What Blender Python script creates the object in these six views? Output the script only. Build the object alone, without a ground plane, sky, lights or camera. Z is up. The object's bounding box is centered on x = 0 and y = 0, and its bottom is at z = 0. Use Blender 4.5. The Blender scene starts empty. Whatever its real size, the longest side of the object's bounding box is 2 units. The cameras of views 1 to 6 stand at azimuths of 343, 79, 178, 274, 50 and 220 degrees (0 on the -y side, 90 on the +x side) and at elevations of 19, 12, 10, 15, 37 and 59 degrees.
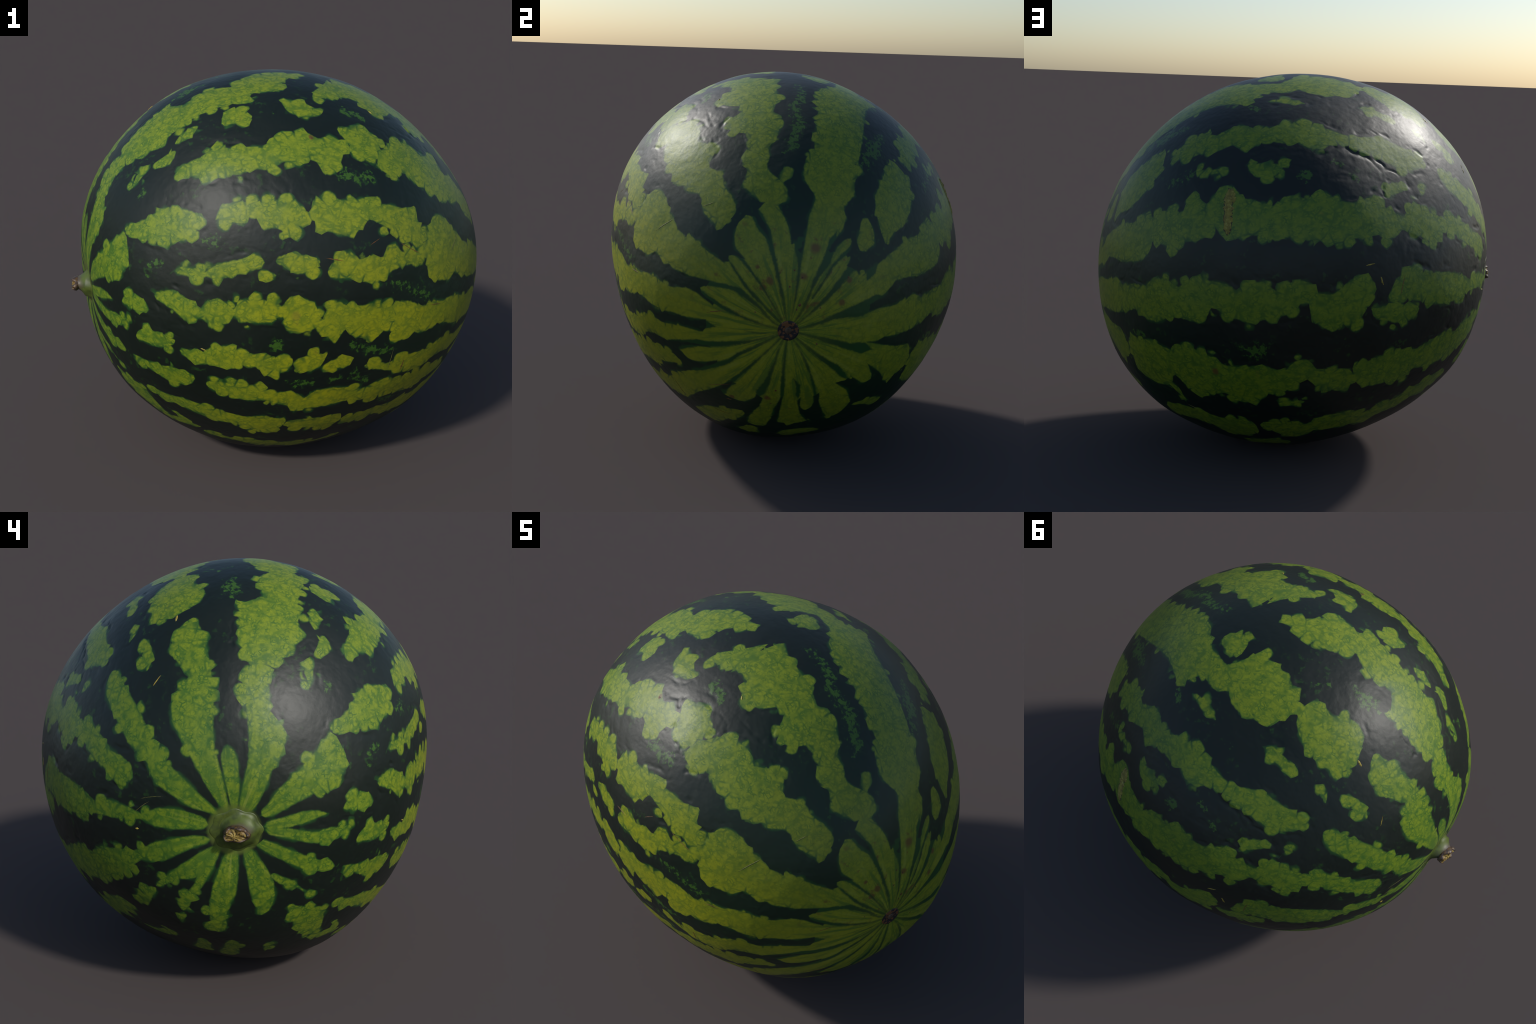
"""A whole striped watermelon lying on its side.

The rind is a lofted body around the stem-to-blossom axis.  Every direction is named by
  psi  angle from the stem pole (0) to the blossom pole (180), degrees
  phi  angle round the axis, 0 at the top, positive towards the viewer's side (-y), degrees
Pale stripes are spines with a taper: patch((psi, phi, half width in mm), ...).
"""
import math
import bpy
import numpy as np
from mathutils import Matrix, Vector

PI = math.pi

# ------------------------------------------------------------------ body shape
# axis frame: x from stem to blossom, y away from the viewer's side, z up
ORIGIN = Vector((0.0275, -0.1205, 0.8320))
AX = Vector((0.99711684, -0.05286551, -0.05443577)).normalized()
UP = (Vector((0, 0, 1)) - AX * AX.z).normalized()
FRAME = Matrix.Translation(ORIGIN) @ Matrix((AX, UP.cross(AX), UP)).transposed().to_4x4()

# distance from the axis origin, as profiles from stem to blossom, one per lobe count round the axis
PROFILE = {
    "mean": [0.938, 0.9669, 0.9675, 0.9464, 0.9245, 0.9104, 0.9038, 0.9037, 0.9141, 0.9319, 0.9468, 0.9576, 0.9522],
    ("up", 1): [0, 0.0339, 0.0595, 0.0815, 0.0975, 0.0998, 0.0969, 0.0905, 0.0731, 0.0495, 0.0366, 0.0186, 0],
    ("side", 1): [0, -0.0249, -0.0473, -0.0696, -0.0888, -0.1064, -0.115, -0.1078, -0.091, -0.0704, -0.0466, -0.0241, 0],
    ("up", 2): [0, 0.0011, 0.0075, 0.0134, 0.0223, 0.022, 0.0195, 0.0199, 0.0152, 0.0096, 0.0058, 0.0041, 0],
    ("side", 2): [0, 0.0008, 0.0011, 0.0029, 0.0018, -0.004, -0.0005, 0.0062, 0.0076, 0.0093, 0.0104, 0.0024, 0],
    ("up", 3): [0, 0.001, 0.0006, 0.0018, 0.0025, -0.0031, -0.0048, -0.004, -0.0033, 0.0009, 0.0033, 0.0002, 0],
    ("side", 3): [0, -0.001, -0.0007, 0.0064, 0.0122, 0.0132, 0.0107, 0.0081, 0.0043, 0.0004, 0.002, 0.0015, 0],
    ("up", 4): [0, -0.0002, 0.0001, 0.004, 0.0025, -0.0006, -0.0023, -0.002, 0.0012, 0.0012, -0.0006, 0.0002, 0],
    ("side", 4): [0, 0.0001, -0.0006, -0.0032, -0.004, -0.0006, -0.0014, -0.0019, -0.0003, -0.0018, -0.0021, -0.0007, 0],
    ("up", 5): [0, -0.0003, 0.0003, -0.0008, -0.0015, 0.0024, 0.0036, 0.0018, 0.0001, -0.0005, 0.001, -0.0002, 0],
    ("side", 5): [0, -0.0001, -0.0002, -0.0007, -0.0014, 0.0008, 0.0011, 0.0001, 0.0016, 0.0029, 0.0016, 0, 0],
    ("up", 6): [0, 0, -0.0004, -0.0007, -0.0018, 0.0012, 0.0021, 0.0003, -0.0012, -0.0019, -0.0003, 0.0001, 0],
    ("side", 6): [0, -0, -0.0008, -0.0024, -0.0043, -0.0043, -0.002, -0.0021, -0.0027, -0.0022, -0.0009, -0, 0],
}


def spline(v, psi):
    """Catmull-Rom through equally spaced stations from psi = 0 to pi."""
    v = np.asarray(v, float)
    n = len(v)
    t = np.clip(psi / PI * (n - 1), 0, n - 1 - 1e-9)
    i = t.astype(int)
    f = t - i
    e = np.r_[2 * v[0] - v[1], v, 2 * v[-1] - v[-2]]
    a, b, c, d = e[i], e[i + 1], e[i + 2], e[i + 3]
    return b + .5 * f * (c - a + f * (2 * a - 5 * b + 4 * c - d + f * (3 * (b - c) + d - a)))


def radius(psi, phi):
    r = spline(PROFILE["mean"], psi)
    for (kind, k), v in ((key, v) for key, v in PROFILE.items() if key != "mean"):
        r = r + spline(v, psi) * (np.cos if kind == "up" else np.sin)(k * phi)
    return r


def to_point(psi, phi, r):
    return np.stack([-np.cos(psi) * r, -np.sin(psi) * np.sin(phi) * r, np.sin(psi) * np.cos(phi) * r], -1)


# ------------------------------------------------------------------ stripes
def patch(*knots):
    return knots


def stripe(*patches):
    return patches


STRIPES = [
    stripe(patch((6.3, -171.0, 26), (16.5, -168.5, 55), (22, -166.9, 53), (25.1, -167.1, 45), (29.2, -168.6, 50), (32.1, -168.2, 0)),
           patch((35.6, -174.9, 0), (38.2, -174.9, 42), (48.7, -172.6, 55)),
           patch((133.9, -170.0, 97), (138.2, -168.5, 74)),
           patch((143.9, -171.7, 70), (148.7, -173.6, 49), (163, -174.4, 21))),
    stripe(patch((27, -148.8, 0), (29.8, -149.4, 25), (32.5, -150.9, 0)),
           patch((37.4, -161.5, 0), (40.9, -163.0, 43), (48.1, -162.3, 49)),
           patch((137.9, -132.4, 32), (142.5, -134.6, 26), (145.5, -139.6, 16)),
           patch((150.8, -164.2, 0), (154, -162.8, 31), (158.8, -161.2, 26))),
    stripe(patch((11.3, -143.2, 27), (17.4, -147.4, 24), (24.9, -145.4, 39), (27.1, -147.8, 0)),
           patch((39.7, -145.7, 53), (41.4, -151.5, 0), (45.4, -142.8, 44), (46.7, -139.4, 0)),
           patch((90.3, -142.0, 51), (95, -140.1, 65), (102.7, -145.0, 79)),
           patch((144.3, -151.5, 32), (147.7, -147.7, 68), (153.5, -146.1, 69), (159.8, -145.0, 31))),
    stripe(patch((7.1, -136.2, 22), (10.3, -136.7, 40), (15.9, -132.4, 45), (18.9, -128.4, 30), (22.3, -128.1, 29), (26, -127.7, 0)),
           patch((39.1, -131.0, 0), (41.3, -127.8, 58), (49.6, -126.8, 67)),
           patch((85.1, -115.1, 0), (88.3, -115.6, 30), (91.7, -115.2, 0)),
           patch((98.5, -131.3, 0), (100.1, -128.8, 70), (103.9, -131.0, 109), (109, -131.9, 98), (114.4, -129.7, 62), (120.3, -131.5, 75), (127.4, -134.9, 63)),
           patch((142, -113.1, 102), (148.7, -113.9, 38), (152.2, -114.8, 15), (156.9, -112.1, 19))),
    stripe(patch((25.7, -128.6, 0), (29, -128.3, 39), (33.6, -130.1, 47), (35.8, -126.8, 0)),
           patch((47, -129.2, 83), (53.4, -126.1, 61), (58.4, -128.4, 64), (64.1, -128.9, 59), (68, -130.7, 73), (72.4, -127.5, 86), (75.2, -127.8, 90), (79, -127.1, 79), (83.1, -127.3, 75), (84.4, -130.6, 60), (87.4, -129.4, 100), (91.5, -128.7, 87), (95.2, -127.0, 56), (98.2, -126.8, 0)),
           patch((119.7, -124.4, 0), (121.3, -119.5, 36), (124.2, -117.0, 25), (125.4, -116.4, 0)),
           patch((150.2, -123.7, 0), (151.7, -124.0, 32), (155.9, -120.7, 52), (162, -117.0, 35), (166.6, -117.3, 36))),
    stripe(patch((35.5, -110.1, 0), (41.3, -111.0, 47), (44.2, -107.3, 83), (50.9, -106.1, 71)),
           patch((138.9, -111.9, 0), (141.6, -107.8, 60), (148.1, -107.7, 44))),
    stripe(patch((6.2, -110.0, 0), (9.4, -105.3, 22), (19.1, -107.6, 52), (25.3, -107.3, 34), (29.4, -109.0, 68), (35.3, -107.8, 80), (39.6, -108.6, 72)),
           patch((54.9, -89.6, 0), (57.8, -90.4, 47), (62, -89.9, 57), (66.3, -89.5, 44), (68.9, -89.0, 0)),
           patch((72.6, -108.2, 35), (74, -109.3, 83), (82.4, -107.0, 65), (84.7, -103.3, 60), (87.7, -104.5, 72), (90.9, -107.9, 73), (93.7, -106.5, 67), (95.8, -108.0, 106), (100.1, -109.5, 117), (103, -109.9, 117), (106.6, -108.6, 95), (108.3, -107.8, 117), (112, -108.3, 129), (116.4, -108.2, 155), (121.9, -106.7, 76), (124.8, -110.1, 122), (128.1, -110.1, 137), (133.3, -111.3, 112), (136.9, -110.3, 103), (137.8, -104.8, 0)),
           patch((145.2, -87.1, 83), (149, -87.2, 59), (154.9, -89.3, 78), (160.3, -90.1, 68), (171.6, -86.9, 30))),
    stripe(patch((38, -109.5, 75), (49.1, -107.9, 93), (54.6, -107.4, 69), (57.5, -108.8, 106), (62, -107.6, 97), (66.4, -108.0, 96), (70.2, -108.1, 78), (73, -104.9, 0))),
    stripe(patch((36.7, -84.2, 53), (44.6, -84.1, 84), (49.8, -83.8, 83), (53.4, -82.9, 71), (57.4, -82.1, 78), (60.8, -82.4, 62), (63.6, -83.1, 0)),
           patch((67.7, -82.9, 0), (68.8, -82.7, 44), (70.5, -83.9, 93), (72.7, -85.5, 124), (75.7, -86.3, 98), (78.5, -88.6, 99), (82.7, -87.0, 79), (83.8, -85.5, 98), (84.4, -83.1, 55), (86.6, -83.0, 67), (87.5, -84.0, 80), (92.2, -86.0, 73), (94.9, -85.1, 96), (99, -85.8, 100), (101.4, -86.4, 76), (104.4, -85.2, 85), (108.1, -83.5, 66), (110.6, -85.2, 113), (114.6, -85.6, 102), (117.3, -86.4, 79), (120.4, -85.4, 91), (125.4, -86.4, 108), (129, -87.8, 76), (133.8, -86.0, 58), (138.1, -87.8, 57), (142.6, -86.9, 85), (149, -89.4, 67), (158.1, -89.4, 59))),
    stripe(patch((6.2, -77.2, 0), (9.6, -77.0, 31), (14, -79.1, 46), (18.1, -81.3, 46), (21.4, -82.7, 25), (29.7, -83.0, 51), (35.2, -84.5, 40), (40.8, -84.2, 68)),
           patch((108.2, -66.8, 0), (109.9, -65.7, 72), (111.9, -63.9, 121), (114.2, -63.7, 108), (115.8, -66.0, 75), (118.2, -66.5, 119), (120.8, -65.1, 89), (124.1, -63.6, 80), (126.3, -64.7, 0))),
    stripe(patch((25.4, -63.9, 0), (30, -63.6, 61), (37.3, -63.3, 46), (42.3, -61.2, 57), (46.1, -59.0, 0)),
           patch((52.2, -52.9, 0), (54.8, -52.6, 11), (55.8, -58.4, 9)),
           patch((58.9, -53.1, 0), (60.1, -54.1, 33), (63.3, -55.4, 45), (65.6, -56.7, 0)),
           patch((89.5, -52.0, 0), (91.7, -53.8, 39), (94, -53.7, 50), (96.9, -53.5, 45), (98.8, -51.7, 0)),
           patch((104, -51.8, 16), (106.3, -52.0, 25), (112, -51.1, 30)),
           patch((126.9, -63.9, 91), (130.7, -67.5, 88), (137.4, -65.4, 93), (147.4, -62.9, 54), (152.3, -64.9, 60)),
           patch((155.7, -50.0, 0), (156.7, -52.1, 21), (159.2, -56.1, 30))),
    stripe(patch((33.9, -63.5, 55), (38.6, -62.2, 61), (43.8, -61.6, 47), (46.9, -63.0, 33), (49.3, -64.4, 79), (53.3, -64.2, 83), (57, -62.0, 83), (60, -64.6, 37), (62.8, -65.8, 70), (65.8, -65.7, 88), (68, -63.5, 96), (70.1, -65.0, 102), (74.2, -66.1, 91), (78, -66.5, 106), (80.6, -65.1, 119), (83.9, -65.8, 110), (84.7, -66.4, 101), (87, -65.4, 103), (89.9, -65.5, 100), (91.9, -67.1, 90), (94.9, -65.9, 84), (97.9, -65.2, 92), (99.7, -65.6, 106), (102.1, -63.1, 124), (104.9, -63.2, 124), (107.4, -62.3, 72), (109.1, -63.4, 0)),
           patch((125.4, -64.9, 0), (126.7, -64.6, 101), (129.9, -66.1, 108), (134.1, -65.7, 77), (139.5, -65.0, 91), (147.7, -61.4, 50))),
    stripe(patch((6.4, -45.0, 11), (10.6, -50.6, 31), (20.2, -51.2, 59), (24.4, -47.1, 52), (26.8, -47.0, 49), (30.7, -46.5, 64), (34, -45.1, 68), (44.4, -43.9, 63), (49, -42.1, 0)),
           patch((52.1, -43.0, 0), (53.8, -43.1, 35), (57, -43.8, 67), (60.5, -44.5, 79), (66.3, -43.4, 75), (73.7, -44.1, 42), (76.7, -42.8, 30), (81.1, -44.2, 82), (84.8, -43.3, 89), (87.5, -42.5, 65), (90.3, -42.9, 76), (94.1, -43.1, 49)),
           patch((122.5, -37.9, 0), (123.9, -40.7, 72), (127.3, -42.2, 95), (132.3, -43.6, 103), (137.3, -44.1, 100), (141.3, -45.0, 62), (143.5, -47.9, 37), (145, -50.9, 0))),
    stripe(patch((52, -34.0, 0), (53.3, -32.0, 29), (56.2, -31.3, 0)),
           patch((94.5, -42.5, 30), (95.8, -44.0, 59), (98.9, -42.8, 77), (101.3, -41.3, 71), (107.2, -42.9, 64), (111.1, -41.2, 70), (116.3, -40.4, 57)),
           patch((151.2, -34.6, 0), (155.4, -33.1, 25), (161.9, -32.9, 11))),
    stripe(patch((41.1, -31.9, 0), (41.6, -30.4, 21), (44.5, -29.7, 42), (47.6, -28.8, 31), (50.4, -28.7, 0)),
           patch((62.1, -30.3, 0), (63.9, -31.1, 36), (69.6, -29.6, 35), (71.3, -29.9, 0)),
           patch((84.6, -31.5, 0), (87, -30.8, 26), (89.6, -30.2, 36), (92.6, -29.7, 25), (94.4, -29.7, 0)),
           patch((108.6, -37.7, 0), (109.3, -40.8, 72), (113.5, -41.7, 70), (118.1, -41.7, 48), (120.5, -44.0, 0)),
           patch((144, -37.2, 0), (147.9, -41.7, 50), (150.6, -42.0, 33), (152, -42.6, 0)),
           patch((155.2, -39.9, 0), (158.4, -38.9, 18), (164, -38.5, 27))),
    stripe(patch((6.7, -19.4, 17), (18.3, -20.5, 57), (26.7, -19.7, 95), (30.9, -17.8, 101), (32.9, -14.6, 72), (35.4, -13.0, 57), (43.2, -16.5, 90), (48, -15.0, 53), (50.3, -13.3, 0)),
           patch((71, -17.6, 31), (72.9, -19.9, 101), (75, -19.9, 117), (77.7, -19.2, 134), (80.5, -19.5, 141), (84, -19.1, 141), (86.5, -17.6, 131), (89, -21.1, 98), (91.4, -22.3, 71), (95.1, -21.6, 67), (97.9, -22.8, 102), (100.4, -23.0, 130), (103, -20.7, 147), (107.5, -18.8, 139), (131.7, -17.7, 108)),
           patch((137.1, -0.4, 0), (138.9, 0.8, 25), (141, 2.1, 17))),
    stripe(patch((6.4, 0.9, 15), (16.4, -2.8, 38), (19.3, -3.6, 0)),
           patch((52.2, -19.4, 33), (54.5, -18.4, 113), (57.7, -17.8, 133), (60.8, -17.9, 123), (63.4, -19.0, 104), (67.1, -17.4, 95), (69.3, -16.8, 71)),
           patch((90.1, -15.2, 0), (91.1, -13.8, 60), (94, -13.4, 68), (96.2, -13.6, 51), (97.8, -13.6, 0)),
           patch((122.6, -19.4, 85), (127.3, -16.8, 109), (130.6, -17.3, 73), (133.1, -17.2, 125), (137.1, -16.2, 121), (140.6, -17.1, 119), (145.2, -18.5, 63), (147.1, -19.3, 81), (150.1, -19.1, 82), (159.4, -15.9, 45))),
    stripe(patch((50.6, 12.0, 49), (53.8, 11.0, 93), (57.1, 9.8, 83), (64.3, 7.9, 108), (67.5, 8.8, 102), (70.6, 9.1, 76), (71.8, 8.5, 104), (74.1, 5.1, 105), (77.4, 4.7, 119), (81.2, 4.7, 123), (83.1, 1.7, 84), (86, 0.4, 48), (88.6, -0.8, 35), (89.9, -2.2, 0))),
    stripe(patch((35.6, 10.0, 58), (38.9, 6.3, 47), (42.4, 6.1, 91), (45.4, 8.6, 130), (49.1, 9.9, 144), (54.8, 2.4, 0)),
           patch((88.9, 13.8, 0), (92.6, 10.5, 63), (94.7, 9.4, 100), (96.4, 5.2, 96), (96.9, 9.0, 86), (97.9, 4.2, 135), (102, 5.6, 124), (104.4, 7.7, 156), (108.2, 7.9, 145), (110.7, 6.7, 130), (112.8, 4.8, 103), (114.6, 5.8, 84), (117.3, 8.9, 118), (119.9, 8.6, 132), (122.6, 8.2, 113), (124, 6.5, 82), (128.6, 7.2, 64), (129.6, 8.9, 51), (133, 10.7, 64), (136, 10.9, 45), (137.7, 11.6, 53), (141.4, 9.7, 80), (143.7, 7.8, 77), (146.2, 6.1, 48), (147.6, 10.0, 43), (150.3, 8.7, 47), (153.4, 6.0, 40), (157.9, 5.6, 41))),
    stripe(patch((7, 25.8, 32), (16.4, 21.6, 55), (17.5, 22.2, 66), (24.9, 17.5, 94), (28.1, 10.2, 59), (32.7, 7.9, 67), (36.4, 8.1, 49), (38.6, 8.1, 51), (42.3, 10.3, 105), (45.5, 9.1, 118), (47.5, 4.9, 79), (50.6, 3.6, 80), (54.3, 8.1, 125), (57, 10.1, 92)),
           patch((80.2, 16.5, 0), (81.7, 18.0, 61), (85.5, 19.0, 65), (88.6, 20.0, 40), (90.1, 20.1, 0))),
    stripe(patch((51.6, 21.3, 0), (53.5, 20.4, 33), (56.2, 19.8, 41), (58.7, 18.6, 0)),
           patch((64.2, 21.1, 0), (66.6, 18.9, 60), (70.2, 19.8, 60), (71.8, 20.5, 25))),
    stripe(patch((51.9, 21.5, 0), (55.2, 19.8, 33), (58.6, 18.9, 0)),
           patch((148.2, 21.0, 0), (151.6, 24.2, 56), (154.5, 24.5, 68), (159.1, 21.6, 62))),
    stripe(patch((45.7, 25.9, 0), (49.3, 25.8, 41), (51.7, 24.4, 0)),
           patch((103.6, 35.1, 49), (106.5, 33.7, 88), (109.8, 30.9, 101), (112.1, 30.7, 102), (115.3, 31.4, 117), (119.5, 32.8, 98), (123.3, 31.5, 115), (126.4, 31.5, 126), (128.7, 33.0, 93), (130.2, 32.5, 71), (131.9, 32.1, 83), (135.2, 29.5, 68), (137.6, 30.1, 59), (141.2, 30.6, 73), (144.4, 29.9, 64), (146.4, 30.6, 50), (147.9, 34.7, 0))),
    stripe(patch((35.8, 27.0, 0), (37.8, 26.9, 22), (39.4, 25.2, 33), (42, 24.2, 29), (43.9, 23.8, 0)),
           patch((46.3, 27.1, 0), (47.3, 26.8, 27), (49.2, 25.7, 32), (50.8, 22.0, 0)),
           patch((92.9, 25.6, 0), (94.3, 26.9, 39), (96.8, 28.8, 82), (100.6, 29.7, 101), (103.4, 28.8, 63), (105.1, 27.7, 0))),
    stripe(patch((7.2, 59.6, 0), (9.5, 59.5, 23), (13.8, 55.8, 44), (27.1, 55.5, 91), (29.8, 53.1, 86), (32.3, 47.4, 0)),
           patch((49.8, 31.7, 0), (53, 32.7, 42), (57.1, 34.2, 66), (61.8, 33.1, 84), (65.7, 34.8, 74), (69.9, 34.2, 66), (73.6, 35.1, 66), (77.8, 31.7, 84), (81.1, 32.7, 97), (85.1, 31.3, 72), (87.6, 34.9, 102), (90.9, 32.8, 93), (93.6, 31.8, 42), (95.1, 30.7, 0)),
           patch((112, 62.4, 36), (114.5, 61.3, 42), (117.1, 61.8, 48), (119.8, 58.3, 48), (123.4, 58.5, 45)),
           patch((155, 39.7, 0), (157.1, 37.9, 21), (163.9, 38.9, 28))),
    stripe(patch((31.7, 43.7, 0), (34.2, 45.2, 34), (36.6, 47.4, 36), (39.9, 48.7, 66), (45.3, 48.4, 85), (50.4, 49.9, 75), (54.9, 48.9, 24)),
           patch((68, 67.5, 0), (70.7, 67.5, 28), (73.3, 67.3, 0)),
           patch((83.2, 48.9, 0), (84.6, 51.3, 73), (88.2, 51.0, 82), (95, 52.0, 90), (99.2, 47.9, 48), (102.6, 50.0, 54), (115.5, 52.5, 85)),
           patch((121, 56.0, 86), (122, 56.3, 130), (124.6, 56.7, 150), (128.5, 56.8, 140), (132.5, 58.2, 114), (135.2, 56.5, 90), (137.3, 57.9, 75), (139.8, 58.7, 86), (142.5, 57.9, 70), (143, 57.2, 88), (150.5, 55.5, 67), (160.1, 49.2, 37))),
    stripe(patch((31.4, 45.5, 0), (35.1, 46.0, 36), (39.5, 48.4, 62), (44.4, 48.2, 74), (48.2, 49.5, 81), (51.6, 50.5, 67), (53.8, 49.5, 31), (55.8, 50.6, 0)),
           patch((58.7, 49.5, 0), (60.3, 48.9, 50), (65.8, 49.5, 59), (67.6, 48.1, 32), (69.8, 50.8, 68), (73, 50.5, 66), (76.7, 51.3, 87), (78.2, 51.1, 83), (80.4, 51.0, 51), (81.8, 50.6, 0)),
           patch((103.4, 49.3, 47), (107.7, 49.6, 50), (114.5, 52.6, 73), (119.5, 55.0, 23))),
    stripe(patch((44.9, 98.2, 0), (47.4, 98.8, 37), (51.5, 99.7, 43), (54.4, 97.4, 58), (59.1, 96.5, 65), (62.5, 96.6, 51), (64.7, 98.3, 0)),
           patch((72.5, 63.3, 0), (75, 63.3, 35), (78.3, 63.9, 59), (83.3, 64.7, 39), (85.4, 63.6, 0)),
           patch((90.7, 98.6, 0), (92.8, 97.9, 37), (96.9, 97.1, 44), (100.5, 97.0, 0)),
           patch((112.6, 81.2, 92), (118.3, 82.3, 91), (122.6, 81.8, 51), (126.6, 80.9, 68), (130.7, 80.9, 50), (134.2, 80.3, 62), (138.6, 81.2, 69), (144.7, 81.6, 60), (150.5, 79.7, 68), (153, 80.1, 67), (159.1, 80.6, 33))),
    stripe(patch((26.4, 81.0, 0), (29.2, 78.7, 40), (32.3, 80.0, 54), (35.1, 81.1, 36), (36, 82.3, 0)),
           patch((44.8, 65.4, 0), (47.2, 65.4, 31), (51.4, 66.7, 37), (53.2, 66.9, 23), (56.7, 66.1, 44), (68, 63.4, 41), (69.8, 63.6, 0)),
           patch((87.6, 66.5, 0), (89.9, 65.6, 49), (93.9, 64.3, 68), (97.2, 65.5, 52), (100.5, 65.2, 64), (103.8, 66.4, 54), (105.6, 63.1, 79), (108.1, 61.7, 70), (110.9, 62.2, 44), (114.4, 61.1, 33), (116.8, 62.2, 44)),
           patch((153.9, 67.2, 0), (156.3, 67.0, 23), (160.5, 66.0, 37), (164.1, 65.2, 28))),
    stripe(patch((37.9, 75.3, 0), (39.9, 75.6, 36), (43.6, 76.4, 58), (46.7, 79.4, 68), (49.1, 80.4, 53), (51, 80.7, 28), (52.9, 80.1, 58), (56.5, 79.4, 73), (59.3, 80.3, 53), (60.7, 79.5, 24), (62.1, 78.9, 62), (71.9, 78.7, 63), (74.6, 78.0, 28), (76.7, 79.2, 85), (77.7, 79.6, 93), (81.3, 79.9, 89), (84.3, 79.8, 75), (86.7, 81.8, 33), (87.9, 81.4, 0)),
           patch((111.8, 78.9, 0), (112.6, 78.1, 41), (116.5, 77.7, 42), (121.3, 82.5, 72), (125.7, 82.5, 66), (130, 81.0, 59))),
    stripe(patch((7, 82.6, 0), (9.2, 82.1, 20), (16.3, 79.8, 30), (19.4, 79.8, 27), (21.9, 81.1, 17), (22.6, 81.5, 0)),
           patch((30.9, 99.6, 0), (34, 96.4, 48), (38.9, 96.1, 52), (42.3, 95.5, 34), (44.1, 93.9, 0)),
           patch((64.1, 95.7, 0), (66.6, 96.4, 41), (70.5, 98.4, 48), (74.4, 99.1, 54), (77.9, 97.8, 48), (79.9, 96.3, 0)),
           patch((87.5, 82.0, 0), (89.5, 80.7, 87), (92.6, 82.4, 113), (95.3, 80.5, 60), (103.7, 82.0, 100), (107.5, 81.8, 90), (110.5, 80.1, 59), (111.9, 79.5, 0)),
           patch((125.7, 102.8, 57), (133.5, 97.6, 49), (137.1, 97.7, 48), (142.4, 99.9, 46), (149.3, 99.7, 39), (155.4, 102.3, 35))),
    stripe(patch((7.2, 89.0, 0), (8.5, 92.0, 16), (18.3, 97.9, 32), (23.1, 95.8, 44), (26.9, 93.5, 34), (29.2, 91.4, 0)),
           patch((80.4, 100.1, 0), (82.9, 97.9, 46), (86.2, 96.7, 63), (89.4, 96.0, 47), (90.9, 93.1, 0)),
           patch((111.4, 87.6, 0), (114.1, 87.0, 58), (117.7, 85.8, 54), (120.4, 85.3, 36)),
           patch((125.5, 112.0, 60), (133.8, 112.5, 54), (140.1, 114.6, 37), (143.6, 116.6, 0))),
    stripe(patch((105.1, 99.5, 0), (108.5, 99.2, 36), (113.3, 101.1, 32), (118.6, 99.9, 52), (123.8, 101.4, 63), (128.9, 100.7, 52), (132.8, 97.1, 45))),
    stripe(patch((6.3, 125.8, 0), (6.9, 118.8, 19), (21.1, 118.7, 42), (25.3, 116.5, 31), (26.9, 115.1, 0)),
           patch((29.8, 114.4, 0), (34.2, 114.6, 30), (38.7, 114.7, 41), (42.6, 113.7, 64), (46.1, 113.1, 60), (49.4, 111.4, 39), (50.5, 110.9, 0)),
           patch((53.6, 111.6, 0), (56.4, 112.0, 43), (60.9, 111.5, 48), (65.9, 112.4, 62), (70.7, 111.5, 60), (74, 112.5, 41), (83.3, 113.8, 60), (86.4, 115.7, 49), (89.8, 113.8, 72), (95.7, 113.0, 71), (101.6, 112.7, 62), (108.1, 114.3, 51), (111.9, 112.8, 70), (115.9, 111.6, 75), (119.3, 112.7, 60), (126.6, 114.3, 67), (133.2, 113.0, 75)),
           patch((146.7, 111.2, 0), (148.8, 113.1, 40), (152.9, 113.9, 44), (157.4, 115.5, 35))),
    stripe(patch((14.8, 144.0, 16), (18.4, 140.8, 29), (21, 137.8, 21), (25.2, 136.8, 14), (28.3, 133.9, 0)),
           patch((48.4, 144.3, 0), (54.5, 147.9, 53)),
           patch((82.5, 127.4, 0), (86.6, 128.0, 54), (91.7, 127.4, 55), (98.1, 129.1, 67), (103.8, 127.6, 0)),
           patch((122.7, 131.1, 50), (130.8, 133.5, 71), (140.3, 130.9, 66), (155, 132.1, 54))),
    stripe(patch((38.2, 133.5, 0), (42.5, 133.7, 43), (47.6, 130.6, 50), (52.9, 130.1, 57), (57.8, 130.9, 55), (62.3, 130.4, 57), (68.8, 128.8, 49), (75, 129.5, 91), (79.9, 129.1, 72), (82.7, 125.8, 0)),
           patch((103, 131.6, 0), (106.3, 130.2, 44), (111.8, 129.7, 51), (116.2, 128.3, 50), (122.6, 131.5, 64), (128.1, 130.1, 86))),
    stripe(patch((25.3, 149.6, 0), (27.2, 149.8, 32), (34.4, 147.3, 84), (40.3, 149.4, 67), (45.5, 151.6, 36), (47.4, 153.3, 0)),
           patch((59.2, 148.9, 0), (61.6, 149.4, 39), (67.9, 147.5, 27), (77, 145.7, 47), (83.2, 145.7, 53), (86.5, 146.6, 41), (89.2, 146.6, 66), (92.1, 145.8, 45), (98.3, 146.8, 30), (106.5, 143.5, 38)),
           patch((128.6, 151.2, 64), (137.9, 152.4, 61), (146.9, 160.7, 0)),
           patch((150.1, 145.7, 0), (151.6, 150.9, 51), (155.5, 152.9, 60), (160.5, 154.1, 32))),
    stripe(patch((6.8, 152.4, 22), (16.1, 158.3, 57), (20.1, 161.0, 59), (23.2, 163.5, 46), (25.6, 167.4, 0)),
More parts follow.
